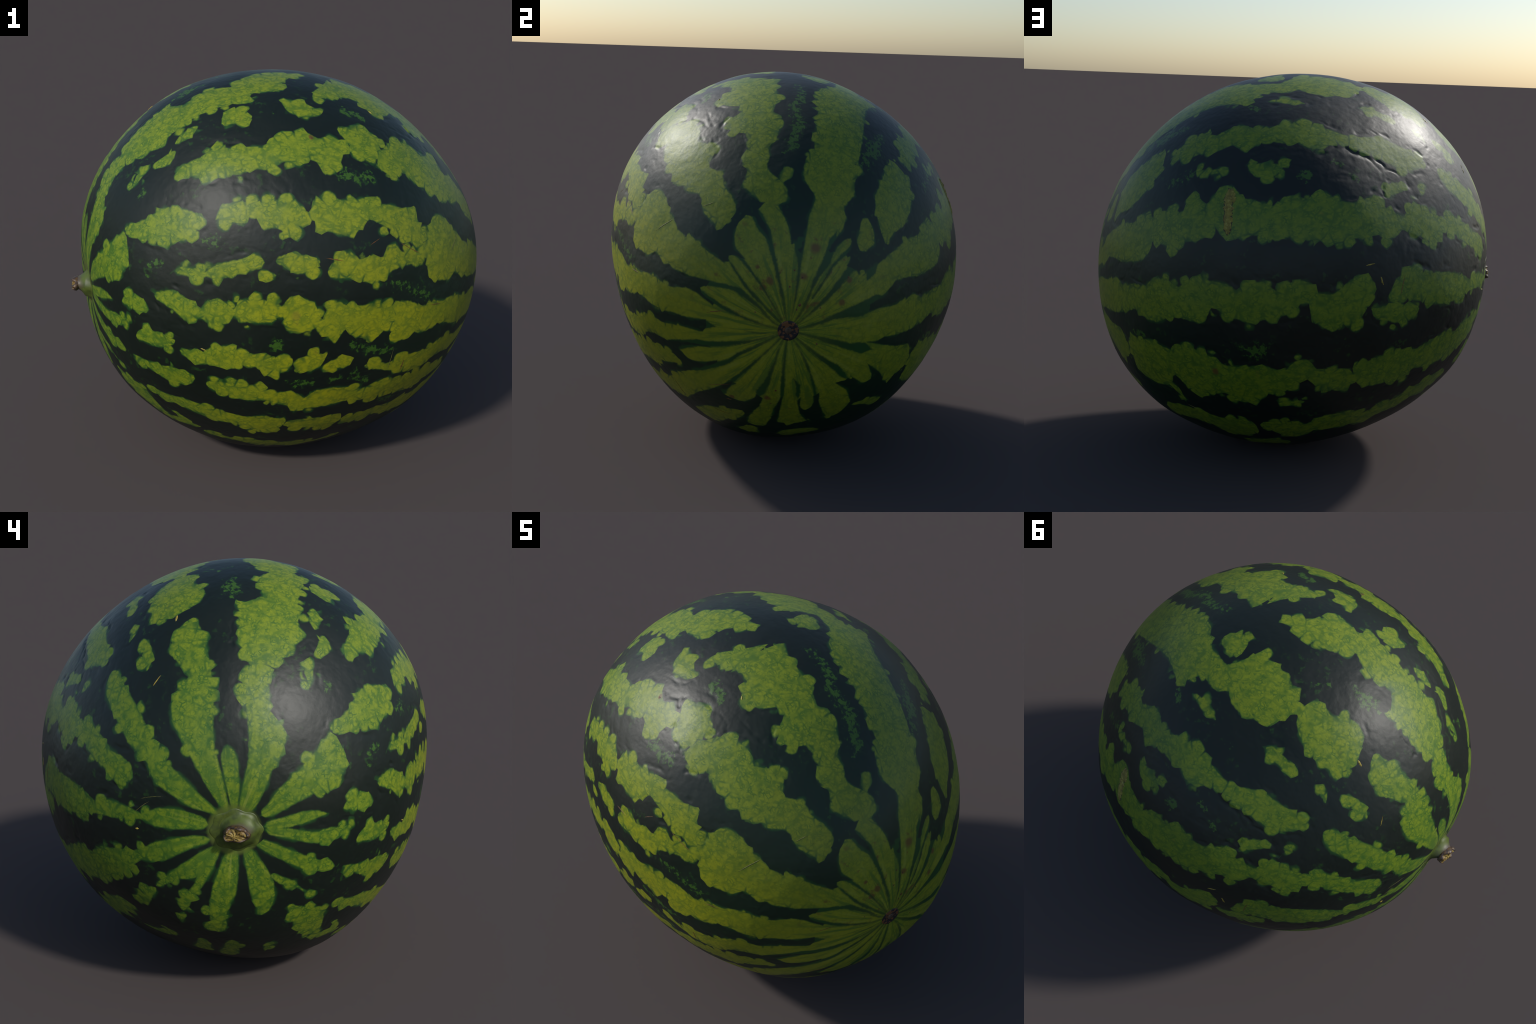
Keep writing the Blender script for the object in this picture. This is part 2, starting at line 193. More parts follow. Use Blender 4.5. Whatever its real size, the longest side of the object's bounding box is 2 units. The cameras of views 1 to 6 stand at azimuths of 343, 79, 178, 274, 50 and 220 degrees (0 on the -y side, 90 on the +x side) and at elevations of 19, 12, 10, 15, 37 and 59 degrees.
           patch((46.9, 153.5, 36), (53, 149.0, 38), (57.1, 147.1, 25), (58.1, 146.4, 0)),
           patch((133.1, 170.1, 58), (138.7, 169.9, 26))),
    stripe(patch((38.9, 170.0, 0), (41.9, 171.0, 25), (47.2, 173.8, 0)),
           patch((140.7, 171.1, 44), (145.9, 171.1, 49), (151.9, 172.1, 34), (158.5, 173.2, 38), (163.3, 172.5, 26))),
]
FURROWS = [
    stripe(patch((159.1, -168.0, 10), (162.7, -166.7, 9), (165.3, -170.2, 0))),
    stripe(patch((155.4, -156.4, 6), (174.9, -147.7, 3))),
    stripe(patch((158.7, -130.6, 14), (163, -129.5, 14), (174.4, -131.8, 4))),
    stripe(patch((158.1, -105.7, 28), (163.1, -106.3, 15), (175.9, -103.4, 5))),
    stripe(patch((154.6, -74.1, 31), (160.4, -75.1, 31), (167.7, -72.3, 11), (175.8, -76.7, 4))),
    stripe(patch((152.8, -54.7, 31), (155, -56.9, 14), (155.8, -59.1, 0))),
    stripe(patch((154.4, -44.8, 34), (158.2, -44.9, 16), (174.1, -48.7, 4))),
    stripe(patch((154.2, -37.2, 11), (159.5, -33.1, 5))),
    stripe(patch((154.4, -25.8, 20), (159.7, -27.3, 17), (166.1, -25.1, 7), (174.9, -30.9, 4))),
    stripe(patch((149.6, -3.2, 50), (162.3, -7.2, 7), (175.5, -9.4, 3))),
    stripe(patch((146.4, 19.4, 25), (149.1, 15.8, 22), (152.2, 15.1, 24), (155.5, 13.1, 10), (175.5, 11.5, 3))),
    stripe(patch((153.3, 36.3, 15), (157, 34.2, 8), (166.8, 31.3, 4))),
    stripe(patch((157.2, 41.7, 5), (165.5, 45.0, 7), (175.3, 44.6, 3))),
    stripe(patch((154.4, 63.4, 11), (163.1, 51.8, 11), (170.8, 51.1, 7), (175.9, 61.8, 3))),
    stripe(patch((153.6, 69.4, 10), (175.1, 78.6, 4))),
    stripe(patch((152.1, 91.2, 22), (157.2, 91.3, 22), (160.7, 91.8, 0)),
           patch((168.2, 92.8, 0), (176.6, 103.8, 2))),
    stripe(patch((144, 107.4, 28), (154.3, 105.9, 16), (175.1, 112.1, 3))),
    stripe(patch((147.2, 120.3, 36), (150.6, 122.9, 19), (160.8, 125.4, 10), (164.4, 122.3, 10), (175.3, 121.5, 4))),
    stripe(patch((150.1, 144.2, 16), (155.7, 141.2, 10), (173.4, 139.7, 4))),
    stripe(patch((158.4, 163.2, 21), (163.3, 164.0, 11), (171.2, 162.4, 4), (174.9, 156.8, 3))),
    stripe(patch((159.1, 180.2, 9), (174.9, 176.0, 4))),
]
GHOSTS = [
    stripe(patch((94.8, -98.8, 0), (95.8, -98.4, 40), (98.6, -98.5, 34), (102.1, -97.7, 0)),
           patch((130.6, -99.3, 0), (132.8, -99.4, 27), (135.7, -100.1, 0))),
    stripe(patch((75.8, -51.6, 0), (77.1, -51.1, 24), (79.2, -51.0, 0)),
           patch((83.5, -55.7, 0), (85.1, -55.5, 20), (86.9, -56.0, 0)),
           patch((96.6, -34.2, 0), (97.2, -31.3, 2), (99.7, -30.8, 0)),
           patch((115.7, -32.0, 0), (119.1, -30.8, 30), (124.1, -30.5, 39), (128, -29.0, 0))),
    stripe(patch((71.8, -55.2, 0), (73.2, -55.0, 22), (74.7, -54.4, 0)),
           patch((83.1, -55.6, 0), (85.1, -55.4, 31), (87.1, -55.7, 0)),
           patch((112.5, -51.2, 0), (114.3, -51.6, 21), (118.2, -51.3, 24), (121.5, -52.3, 0))),
    stripe(patch((77.9, -35.0, 0), (81.5, -34.2, 0)),
           patch((96, -33.0, 0), (97.6, -32.7, 35), (99.3, -31.0, 0)),
           patch((117.8, -29.9, 0), (121.9, -29.6, 21), (125.7, -28.6, 26), (131.3, -29.7, 0))),
    stripe(patch((115.4, -31.8, 0), (119.3, -30.4, 16), (126, -28.0, 19), (133.4, -26.8, 0))),
    stripe(patch((68, -7.1, 0), (69.7, -8.3, 15), (72.1, -10.6, 0)),
           patch((103.9, -7.4, 17), (104.4, -5.2, 0)),
           patch((119.5, -28.7, 0), (123.6, -29.0, 28), (128.1, -29.1, 29), (130.1, -28.2, 0))),
    stripe(patch((55.2, -3.1, 0), (59.3, -3.5, 35), (65.5, -3.9, 0)),
           patch((94.8, 18.5, 0), (96.6, 18.2, 33), (98.9, 18.4, 24), (101, 19.9, 28), (102.6, 20.2, 0)),
           patch((110, -6.3, 0), (115.9, -4.1, 34), (120.6, -4.7, 22), (125.7, -6.5, 0))),
    stripe(patch((56.2, -3.2, 0), (57.7, -3.5, 17), (59.9, -3.1, 19), (61.4, -4.4, 0)),
           patch((102.5, -6.1, 0), (104.4, -7.1, 24), (112.4, -6.4, 24), (117.8, -3.9, 23), (121.8, -5.1, 35), (130.5, -2.4, 31), (133.4, 0.8, 0))),
    stripe(patch((37.7, 33.4, 0), (40, 32.2, 25), (41.5, 31.0, 0)),
           patch((55.7, 59.0, 0), (56.2, 56.9, 17), (57, 55.1, 0)),
           patch((75.7, 20.8, 0), (77.3, 19.8, 3), (77.9, 18.1, 0)),
           patch((95.7, 20.6, 0), (96.2, 19.0, 19), (99.2, 18.4, 19), (100.8, 19.9, 9), (101.8, 19.9, 0))),
    stripe(patch((36.7, 61.7, 0), (39.7, 62.0, 21), (41.7, 62.4, 0)),
           patch((54, 55.9, 0), (56.8, 57.0, 28), (59.4, 57.1, 0)),
           patch((90.7, 40.1, 0), (97, 40.3, 33), (102.1, 40.0, 0))),
    stripe(patch((35.8, 63.4, 8), (36.8, 67.8, 8), (40.3, 60.3, 0)),
           patch((71, 90.5, 0), (73.7, 90.2, 33), (76.2, 90.2, 0)),
           patch((92.7, 104.7, 0), (94.5, 104.8, 14), (98.9, 103.8, 0)),
           patch((108.1, 70.0, 0), (109.3, 70.0, 14), (113.7, 70.0, 21), (117.3, 72.1, 21), (122.6, 73.1, 25), (125.1, 72.9, 0))),
    stripe(patch((97.8, 90.3, 0), (100, 90.4, 28), (106.6, 93.0, 23), (111.5, 93.0, 21), (115.4, 93.5, 0))),
    stripe(patch((77.4, 105.6, 0), (86.4, 105.5, 23), (88.4, 105.9, 0)),
           patch((100.1, 103.9, 0), (102.3, 101.9, 31), (105.9, 105.7, 27), (108.8, 106.4, 0)),
           patch((115.6, 121.6, 0), (119.2, 121.0, 34), (121.9, 120.2, 0))),
]

CAP = 157.5            # past this psi the blossom end is pale all over, but for the furrows


def knots_of(s, run_out=0.0):
    """Psi, phi and half width (m) of a stripe; between its patches the width goes below zero."""
    psi, phi, w = [-30.0], [s[0][0][1]], [-0.03]
    for p in s:
        if p[0][2] > 0:
            if run_out:
                psi += [p[0][0] - run_out]; phi += [p[0][1]]; w += [-0.004]
            elif p[0][0] < 13:                         # stripes that start under the stem
                psi += [0.0]; phi += [p[0][1]]; w += [p[0][2] / 1000]
            else:
                psi.append(max(p[0][0] - 1.0, psi[-1] + 0.05)); phi.append(p[0][1]); w.append(-0.02)
        else:
            psi.append(max(p[0][0] - 1.6, psi[-1] + 0.05)); phi.append(p[0][1]); w.append(-0.03)
        for n, (a, b, c) in enumerate(p):
            for tip, other, parts in ((n - 1, n, (.12, .4)), (n, n - 1, (.6, .88))):     # round off the tips
                if n and p[tip][2] == 0 and not run_out:
                    for f in parts:
                        k = f if tip < other else 1 - f
                        psi.append(max(p[n - 1][0] + (a - p[n - 1][0]) * f, psi[-1] + 0.05))
                        phi.append(p[n - 1][1] + (b - p[n - 1][1]) * f)
                        w.append(p[other][2] / 1000 * math.sqrt(1 - (1 - k) ** 2))
            psi.append(max(a, psi[-1] + 0.05)); phi.append(b); w.append(c / 1000)
        if p[-1][2] > 0 and p[-1][0] > 147:        # stripes that run into the pale blossom end
            psi.append(psi[-1] + 10.0); phi.append(p[-1][1]); w.append(p[-1][2] / 1000)
        psi.append(psi[-1] + (1.0 if p[-1][2] > 0 else 1.6)); phi.append(p[-1][1]); w.append(-0.02 if p[-1][2] > 0 else -0.03)
    psi.append(210.0); phi.append(phi[-1]); w.append(-0.03)
    return np.array(psi), np.array(phi), np.array(w)


def band_depth(stripes, psi, phi, rho):
    """How far inside the nearest stripe (m, negative outside)."""
    d = np.full(psi.shape, -0.2)
    a, b = np.degrees(psi), np.degrees(phi)
    for s in stripes:
        kp, kc, kw = knots_of(s)
        c, w = np.interp(a, kp, kc), np.interp(a, kp, kw)
        d = np.maximum(d, w - np.abs((b - c + 180) % 360 - 180) * rho * PI / 180)
    return d


# ------------------------------------------------------------------ noise for the relief
def lattice(ix, iy, iz, seed):
    h = (ix * 374761393 + iy * 668265263 + iz * 2147483647 + seed * 974634777) & 0x7FFFFFFF
    h = ((h ^ (h >> 13)) * 1274126177) & 0x7FFFFFFF
    h = ((h ^ (h >> 16)) * 2246822519) & 0x7FFFFFFF
    return ((h ^ (h >> 15)) & 0xFFFF) / 32767.5 - 1


def noise(p, scale, seed):
    q = p * scale
    i = np.floor(q).astype(np.int64)
    f = q - i
    f = f * f * f * (f * (f * 6 - 15) + 10)
    out = 0
    for dx in (0, 1):
        for dy in (0, 1):
            for dz in (0, 1):
                w = (f[..., 0] if dx else 1 - f[..., 0]) * (f[..., 1] if dy else 1 - f[..., 1]) * (f[..., 2] if dz else 1 - f[..., 2])
                out = out + w * lattice(i[..., 0] + dx, i[..., 1] + dy, i[..., 2] + dz, seed)
    return out


def smooth(x, a, b):
    t = np.clip((x - a) / (b - a), 0, 1)
    return t * t * (3 - 2 * t)


# where the dark bands are most pitted: psi, phi, reach (deg), strength
PITTED = [(112, 42, 24, 1.0), (118, 22, 14, 1.1), (72, -52, 28, 1.3), (84, -100, 40, .8), (60, -75, 22, .9), (64, 42, 26, .7),
          (45, 72, 22, .6), (100, 30, 20, .9), (78, -28, 25, .9), (132, -84, 20, .5), (100, -122, 26, .8), (44, -100, 22, .9), (30, -62, 20, .7), (52, 2, 25, .5)]


def relief(psi, phi, r):
    p = to_point(psi, phi, r)
    rho = np.hypot(p[..., 1], p[..., 2])
    depth = band_depth(STRIPES, psi, phi, rho)
    dark = smooth(-depth, -0.004, 0.010) * (1 - smooth(np.degrees(psi), 146, 156)) * smooth(np.degrees(psi), 10, 22)
    edge = np.exp(-((depth + 0.012) / 0.014) ** 2)
    where = np.full(psi.shape, 0.24)
    for a, b, reach, k in PITTED:
        da = np.degrees(psi) - a
        db = ((np.degrees(phi) - b + 180) % 360 - 180) * np.sin(psi)
        where = np.maximum(where, k * np.exp(-(da * da + db * db) / (0.55 * reach * reach)))
    stretch = p * np.array([1.25, 1.0, 1.0])
    warp = p + 0.02 * np.stack([noise(p, 14, 11), noise(p, 14, 12), noise(p, 14, 13)], -1)
    pits = smooth(noise(warp * np.array([0.7, 1, 1]), 26, 1) + .25 * noise(warp, 48, 2), 0.10, 0.80)
    creases = smooth(1 - np.abs(noise(warp * np.array([0.6, 1, 1]), 21, 3)) * 2.8, 0.1, 1.0) * smooth(noise(p, 11, 7), -0.05, 0.5)
    fine = noise(stretch, 75, 4)
    dent = dark * where * (0.0023 * pits * (0.4 + edge) + 0.0024 * creases * (0.35 + 0.9 * edge) + 0.0002 * fine)
    lumps = 0.0012 * noise(p, 7, 5) + 0.0005 * noise(p, 19, 6)
    ends = smooth(np.degrees(psi), 5, 14) * (1 - smooth(np.degrees(psi), 170, 177))
    return (lumps - dent) * ends


# ------------------------------------------------------------------ helpers
def object_from(name, verts, faces, material, parent=None, matrix=None, smooth_faces=True):
    me = bpy.data.meshes.new(name)
    me.from_pydata([tuple(map(float, v)) for v in verts], [], faces)
    me.polygons.foreach_set("use_smooth", [smooth_faces] * len(me.polygons))
    me.materials.append(material)
    me.update()
    ob = bpy.data.objects.new(name, me)
    bpy.context.collection.objects.link(ob)
    if parent is not None:
        ob.parent = parent
        ob.matrix_parent_inverse = parent.matrix_world.inverted()
    if matrix is not None:
        ob.matrix_world = matrix
    return ob


def ring_faces(rings, around, first=0, flip=False):
    out = []
    for i in range(rings - 1):
        for j in range(around):
            a, b = first + i * around + j, first + i * around + (j + 1) % around
            q = (a, b, b + around, a + around)
            out.append(q[::-1] if flip else q)
    return out


class Nodes:
    """Small wrapper: builds shader nodes one after another and links them."""

    def __init__(self, name):
        self.mat = bpy.data.materials.new(name)
        self.mat.use_nodes = True
        self.tree = self.mat.node_tree
        self.shader = self.tree.nodes["Principled BSDF"]
        self.shader.inputs["Specular IOR Level"].default_value = 0.5

    def put(self, socket, value):
        if hasattr(value, "is_output"):
            self.tree.links.new(value, socket)
        elif isinstance(value, (tuple, list)) and len(value) == 3 and socket.type == "RGBA":
            socket.default_value = (*value, 1)
        else:
            socket.default_value = value

    def new(self, kind, out=0, **inputs):
        n = self.tree.nodes.new(kind)
        for k, v in inputs.items():
            if k.startswith("_"):
                self.put(n.inputs[k[1:].replace("_", " ")], v)
            else:
                setattr(n, k, v)
        return n if out is None else n.outputs[out]

    def math(self, op, a, b=None, c=None, clamp=False):
        n = self.tree.nodes.new("ShaderNodeMath")
        n.operation, n.use_clamp = op, clamp
        for s, v in zip(n.inputs, (a, b, c)):
            if v is not None:
                self.put(s, v)
        return n.outputs[0]

    def vec(self, op, a, b, c=None):
        n = self.tree.nodes.new("ShaderNodeVectorMath")
        n.operation = op
        for s, v in zip(n.inputs, (a, b, c)):
            if v is not None:
                self.put(s, v)
        return n.outputs[0]

    def step(self, x, lo, hi, a=0.0, b=1.0):
        n = self.new("ShaderNodeMapRange", None, interpolation_type="SMOOTHSTEP")
        for k, v in (("Value", x), ("From Min", lo), ("From Max", hi), ("To Min", a), ("To Max", b)):
            self.put(n.inputs[k], v)
        return n.outputs[0]

    def mix(self, f, a, b, blend="MIX"):
        n = self.tree.nodes.new("ShaderNodeMix")
        n.data_type, n.blend_type = "RGBA", blend
        for i, v in ((0, f), (6, a), (7, b)):
            self.put(n.inputs[i], v)
        return n.outputs[2]

    def noise(self, vec, scale, detail=2.0, rough=0.5, distortion=0.0):
        return self.new("ShaderNodeTexNoise", 0, _Vector=vec, _Scale=scale, _Detail=detail, _Roughness=rough, _Distortion=distortion)

    def curve(self, x, xs, ys):
        n = self.tree.nodes.new("ShaderNodeFloatCurve")
        cv = n.mapping.curves[0]
        pts = list(zip(xs, ys))
        cv.points[0].location, cv.points[1].location = pts[0], pts[-1]
        for p in pts[1:-1]:
            cv.points.new(*p)
        for p in cv.points:
            p.handle_type = "VECTOR"
        n.mapping.update()
        self.put(n.inputs["Value"], x)
        return n.outputs[0]

    def bands(self, stripes, t, phi, arc, run_out=0.0):
        """Same rule as band_depth: half width minus the distance from the spine, best stripe wins."""
        d = None
        for s in stripes:
            kp, kc, kw = knots_of(s, run_out)
            kp = np.clip(kp / 180, 0, 1)
            keep = np.r_[True, np.diff(kp) > 1e-5]
            kp, kc, kw = kp[keep], kc[keep], kw[keep]
            if kp[-1] < 1:
                kp, kc, kw = np.r_[kp, 1.0], np.r_[kc, kc[-1]], np.r_[kw, -0.03]
            c = self.math("MULTIPLY_ADD", self.curve(t, kp, (kc + 240) / 480), 480.0, -240.0)
            w = self.math("MULTIPLY_ADD", self.curve(t, kp, (kw + 0.04) / 0.24), 0.24, -0.04)
            off = self.math("ABSOLUTE", self.math("WRAP", self.math("SUBTRACT", phi, c), 180.0, -180.0))
            one = self.math("SUBTRACT", w, self.math("MULTIPLY", off, arc))
            d = one if d is None else self.math("MAXIMUM", d, one)
        return d


# ------------------------------------------------------------------ rind material
CELLS = 17.0           # cells of the skin per metre


def polar(m, pos):
    """psi and phi (degrees), psi / 180, and metres per degree of phi, at a place in the axis frame."""
    x, y, z = m.new("ShaderNodeSeparateXYZ", None, _Vector=pos).outputs
    rho = m.math("SQRT", m.math("ADD", m.math("MULTIPLY", y, y), m.math("MULTIPLY", z, z)))
    psi = m.math("MULTIPLY", m.math("ARCTAN2", rho, m.math("MULTIPLY", x, -1.0)), 180 / PI)
    phi = m.math("MULTIPLY", m.math("ARCTAN2", m.math("MULTIPLY", y, -1.0), z), 180 / PI)
    return psi, phi, m.math("DIVIDE", psi, 180.0), m.math("MULTIPLY", rho, PI / 180), rho


BLOTCHES = [(157.6, -16.5, .034), (165.2, -13.4, .026), (159.8, -49.4, .022), (164.3, -61.3, .022), (165.8, 20.8, .024), (166.7, 31.0, .020),
            (156.7, 169.6, .024), (161.4, 26.8, .014), (108.9, -106.0, .024), (85.5, 29.3, .016), (151.0, 150.0, .016)]   # rotten spots: psi, phi, reach


def rind_material():
    m = Nodes("rind_skin")
    pos = m.new("ShaderNodeTexCoord", "Object")
    psi, phi, t, arc, _ = polar(m, pos)

    # the skin's cells: an edge never cuts a cell, it runs round it, so edges are rows of round lobes
    ripple = m.new("ShaderNodeTexNoise", "Color", _Vector=pos, _Scale=16.0, _Detail=1.0)
    moved = m.vec("MULTIPLY_ADD", ripple, (0.018,) * 3, pos)
    cells = m.new("ShaderNodeTexVoronoi", None, _Vector=moved, _Scale=CELLS, _Randomness=0.9)
    centre = m.vec("ADD", m.vec("SUBTRACT", cells.outputs["Position"], moved), pos)
    from_centre = m.math("DIVIDE", cells.outputs["Distance"], CELLS)
    psi_c, phi_c, t_c, arc_c, _ = polar(m, centre)

    middle = m.math("MULTIPLY", m.step(psi, 9.0, 24.0), m.step(psi, 163.0, 140.0))
    grain = m.math("SUBTRACT", m.noise(pos, 85.0, 2.0), 0.5)
    sway = m.math("SUBTRACT", m.noise(pos, 26.0, 2.0), 0.5)
    pale = m.bands(STRIPES, t, phi, arc)
    within = m.bands(STRIPES, t_c, phi_c, arc_c)
    lobe = m.math("ADD", m.step(within, -0.009, 0.003, -0.03, 0.0245), m.math("MULTIPLY", m.math("MAXIMUM", m.math("MINIMUM", within, 0.04), 0.0), 0.6))
    lobe = m.math("SUBTRACT", lobe, m.math("MULTIPLY_ADD", middle, -0.05, 0.05))
    lobe = m.math("SUBTRACT", lobe, from_centre)
    pale = m.math("MAXIMUM", m.math("MULTIPLY_ADD", m.math("MULTIPLY", middle, m.step(psi, 136.0, 112.0)), -0.0130, pale), lobe)
    wavy = m.math("SUBTRACT", m.noise(pos, 11.0, 2.0), 0.5)
    cap = m.math("MULTIPLY", m.math("MULTIPLY_ADD", wavy, 14.0, m.math("SUBTRACT", psi, CAP)), 0.016)
    pale = m.math("MAXIMUM", pale, cap)
    depth = m.math("MULTIPLY_ADD", grain, 0.0045, pale)
    depth = m.math("MULTIPLY_ADD", sway, 0.004, depth)
    small = m.new("ShaderNodeTexVoronoi", "Distance", _Vector=moved, _Scale=36.0, _Randomness=0.9)
    depth = m.math("ADD", depth, m.math("MULTIPLY", m.math("SUBTRACT", 0.42, small), m.math("MULTIPLY", middle, 0.007)))
    furrow = m.bands(FURROWS, t, phi, arc, 3.0)
    furrow = m.math("MULTIPLY_ADD", grain, 0.008, furrow)
    furrow = m.math("MULTIPLY_ADD", sway, 0.012, furrow)
    furrow = m.step(furrow, -0.0070, 0.0050)

    # clefts between cells run from the dark band into the pale patch
    seam = m.new("ShaderNodeTexVoronoi", "Distance", feature="DISTANCE_TO_EDGE", _Vector=moved, _Scale=CELLS, _Randomness=0.9)
    shallow = m.step(depth, 0.034, 0.006)
    broken = m.step(m.noise(pos, 13.0, 1.0), 0.40, 0.62)
    cleft = m.math("MULTIPLY", m.step(seam, 0.13, 0.01), m.math("MULTIPLY", m.math("MULTIPLY", shallow, broken), m.math("MULTIPLY", middle, 0.75)))

    # colours
    belly = m.step(phi, 20.0, 100.0)
    belly = m.math("MULTIPLY", belly, m.step(phi, 175.0, 120.0))
    belly = m.math("MULTIPLY", belly, m.step(psi, 25.0, 95.0))
    blossom = m.step(psi, 118.0, 158.0)
    stem = m.step(psi, 75.0, 15.0)
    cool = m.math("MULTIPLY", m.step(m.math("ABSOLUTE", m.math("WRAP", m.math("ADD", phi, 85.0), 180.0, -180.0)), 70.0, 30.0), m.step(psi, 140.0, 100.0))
    skin = m.mix(belly, (0.176, 0.225, 0.01), (0.27, 0.27, 0.004))
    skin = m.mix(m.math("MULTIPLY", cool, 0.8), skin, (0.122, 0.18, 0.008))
    skin = m.mix(m.math("MULTIPLY", blossom, 0.7), skin, (0.22, 0.228, 0.008))
    skin = m.mix(m.math("MULTIPLY", stem, 0.55), skin, (0.120, 0.190, 0.010))
    cloud = m.step(m.noise(pos, 5.0, 2.0), 0.3, 0.7)
    skin = m.mix(m.math("MULTIPLY", cloud, 0.25), skin, (0.135, 0.2, 0.013))

    # green net over the pale skin, stronger towards the stem
    along = m.vec("MULTIPLY", m.vec("MULTIPLY_ADD", ripple, (0.012,) * 3, pos), (0.70, 1.0, 1.0))
    mesh = m.new("ShaderNodeTexVoronoi", "Distance", _Vector=along, _Scale=62.0, _Randomness=1.0)
    fade = m.step(m.noise(pos, 30.0, 2.0), 0.34, 0.64)
    net = m.math("MULTIPLY", m.step(mesh, 0.34, 0.72), m.math("MULTIPLY_ADD", fade, 0.75, 0.25))
    net = m.math("MAXIMUM", net, m.math("MULTIPLY", m.step(m.noise(pos, 95.0, 2.0, 0.6), 0.50, 0.70), 0.55))
    twist = m.vec("MULTIPLY_ADD", m.new("ShaderNodeTexNoise", "Color", _Vector=pos, _Scale=60.0, _Detail=1.0), (0.012,) * 3, along)
    vein = m.new("ShaderNodeTexVoronoi", "Distance", feature="DISTANCE_TO_EDGE", _Vector=twist, _Scale=60.0, _Randomness=1.0)
    vein = m.math("MULTIPLY", m.step(vein, 0.27, 0.0), m.step(m.noise(pos, 27.0, 2.0, 0.6), 0.38, 0.66))
    net = m.math("MAXIMUM", m.math("MULTIPLY", net, 0.85), vein)
    net = m.math("MAXIMUM", net, m.math("MULTIPLY", m.step(seam, 0.13, 0.01), m.math("MULTIPLY_ADD", fade, 0.6, 0.3)))
    strength = m.math("MULTIPLY_ADD", stem, 0.16, m.math("MULTIPLY_ADD", belly, -0.26, m.math("MULTIPLY_ADD", blossom, -0.36, 0.82)))
    skin = m.mix(m.math("MULTIPLY", net, strength), skin, (0.026, 0.092, 0.01))

    # fine rays towards both ends
    swing = m.math("MULTIPLY", phi, PI / 180)
    ray = m.new("ShaderNodeCombineXYZ", 0, _X=m.math("MULTIPLY", m.math("COSINE", swing), 7.0), _Y=m.math("MULTIPLY", m.math("SINE", swing), 7.0), _Z=m.math("MULTIPLY", psi, 0.045))
    ray = m.noise(ray, 1.6, 3.0, 0.6)
    ends = m.math("MAXIMUM", m.step(psi, 142.0, 165.0), m.step(psi, 26.0, 10.0))
    skin = m.mix(m.math("MULTIPLY", m.step(ray, 0.49, 0.61), m.math("MULTIPLY", ends, 0.75)), skin, (0.050, 0.115, 0.013))
    skin = m.mix(m.math("MULTIPLY", m.step(ray, 0.46, 0.30), m.math("MULTIPLY", ends, 0.35)), skin, (0.26, 0.29, 0.05))

    # brown freckling round the blossom end
    where = m.math("MULTIPLY", m.step(psi, 140.0, 160.0), m.step(m.math("ABSOLUTE", phi), 120.0, 20.0))
    freckle = m.math("MULTIPLY", m.step(m.noise(pos, 21.0, 3.0, 0.6), 0.57, 0.72), where)
    for a, b, size in BLOTCHES:
        spot = to_point(math.radians(a), math.radians(b), float(radius(np.radians([a]), np.radians([b]))[0]))
        gap = m.new("ShaderNodeVectorMath", "Value", operation="DISTANCE", )
        m.put(gap.node.inputs[0], pos)
        gap.node.inputs[1].default_value = tuple(float(v) for v in spot)
        gap = m.math("MULTIPLY_ADD", sway, 0.03, gap)
        freckle = m.math("MAXIMUM", freckle, m.step(gap, size, size * 0.35))
    skin = m.mix(m.math("MULTIPLY", freckle, 0.85), skin, (0.105, 0.048, 0.012))
    tan = m.math("MULTIPLY", m.step(m.noise(pos, 11.0, 3.0, 0.55), 0.68, 0.80), 0.4)
    skin = m.mix(tan, skin, (0.17, 0.12, 0.02))

    # dark bands, with green speckle where a stripe nearly formed
    night = m.mix(m.step(psi, 95.0, 155.0), (0.0035, 0.008, 0.005), (0.004, 0.019, 0.006))
    speck = m.math("MULTIPLY", m.step(m.noise(pos, 34.0, 2.0, 0.6), 0.56, 0.70), m.step(m.noise(pos, 6.5, 1.0), 0.50, 0.62))
    inner = m.step(depth, -0.006, -0.03)
    speck = m.math("MULTIPLY", m.math("MULTIPLY", speck, inner), 0.8)
    night = m.mix(m.math("MULTIPLY", speck, 0.6), night, (0.016, 0.066, 0.008))
    smear = m.step(m.noise(pos, 15.0, 1.0), 0.45, 0.65)
    ghost = m.math("ADD", m.bands(GHOSTS, t, phi, arc), m.math("MULTIPLY_ADD", sway, 0.06, m.math("MULTIPLY_ADD", m.math("SUBTRACT", m.noise(pos, 58.0, 2.0, 0.6), 0.5), 0.14, -0.016)))
    halo = m.math("MULTIPLY", m.step(ghost, -0.016, 0.004), 0.7)
    night = m.mix(halo, night, (0.010, 0.042, 0.006))
    island = m.math("MULTIPLY", m.step(ghost, -0.002, 0.012), 0.60)
    night = m.mix(island, night, (0.048, 0.120, 0.010))
    fringe = m.step(depth, m.math("MULTIPLY_ADD", smear, -0.012, -0.006), 0.003)
    night = m.mix(m.math("MULTIPLY", fringe, 0.85), night, (0.012, 0.065, 0.01))

    skin = m.mix(cleft, skin, (0.014, 0.065, 0.011))
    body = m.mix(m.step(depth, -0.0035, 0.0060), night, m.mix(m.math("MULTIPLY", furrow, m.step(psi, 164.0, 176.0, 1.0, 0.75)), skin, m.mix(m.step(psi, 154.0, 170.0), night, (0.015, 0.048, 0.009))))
    collar = m.step(psi, 6.8, 5.6)
    body = m.mix(m.math("MULTIPLY", collar, 0.75), body, (0.085, 0.115, 0.018))

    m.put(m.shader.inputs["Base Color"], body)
    shine = m.step(m.noise(pos, 3.0, 2.0), 0.3, 0.7, 0.44, 0.52)
    m.put(m.shader.inputs["Roughness"], shine)
    m.shader.inputs["Specular IOR Level"].default_value = 0.42
    wrinkle = m.math("ADD", m.noise(pos, 34.0, 1.5, 0.5), m.math("MULTIPLY", m.noise(pos, 150.0, 1.0), 0.10))
    bump = m.new("ShaderNodeBump", 0, _Strength=0.20, _Distance=0.006, _Height=wrinkle)
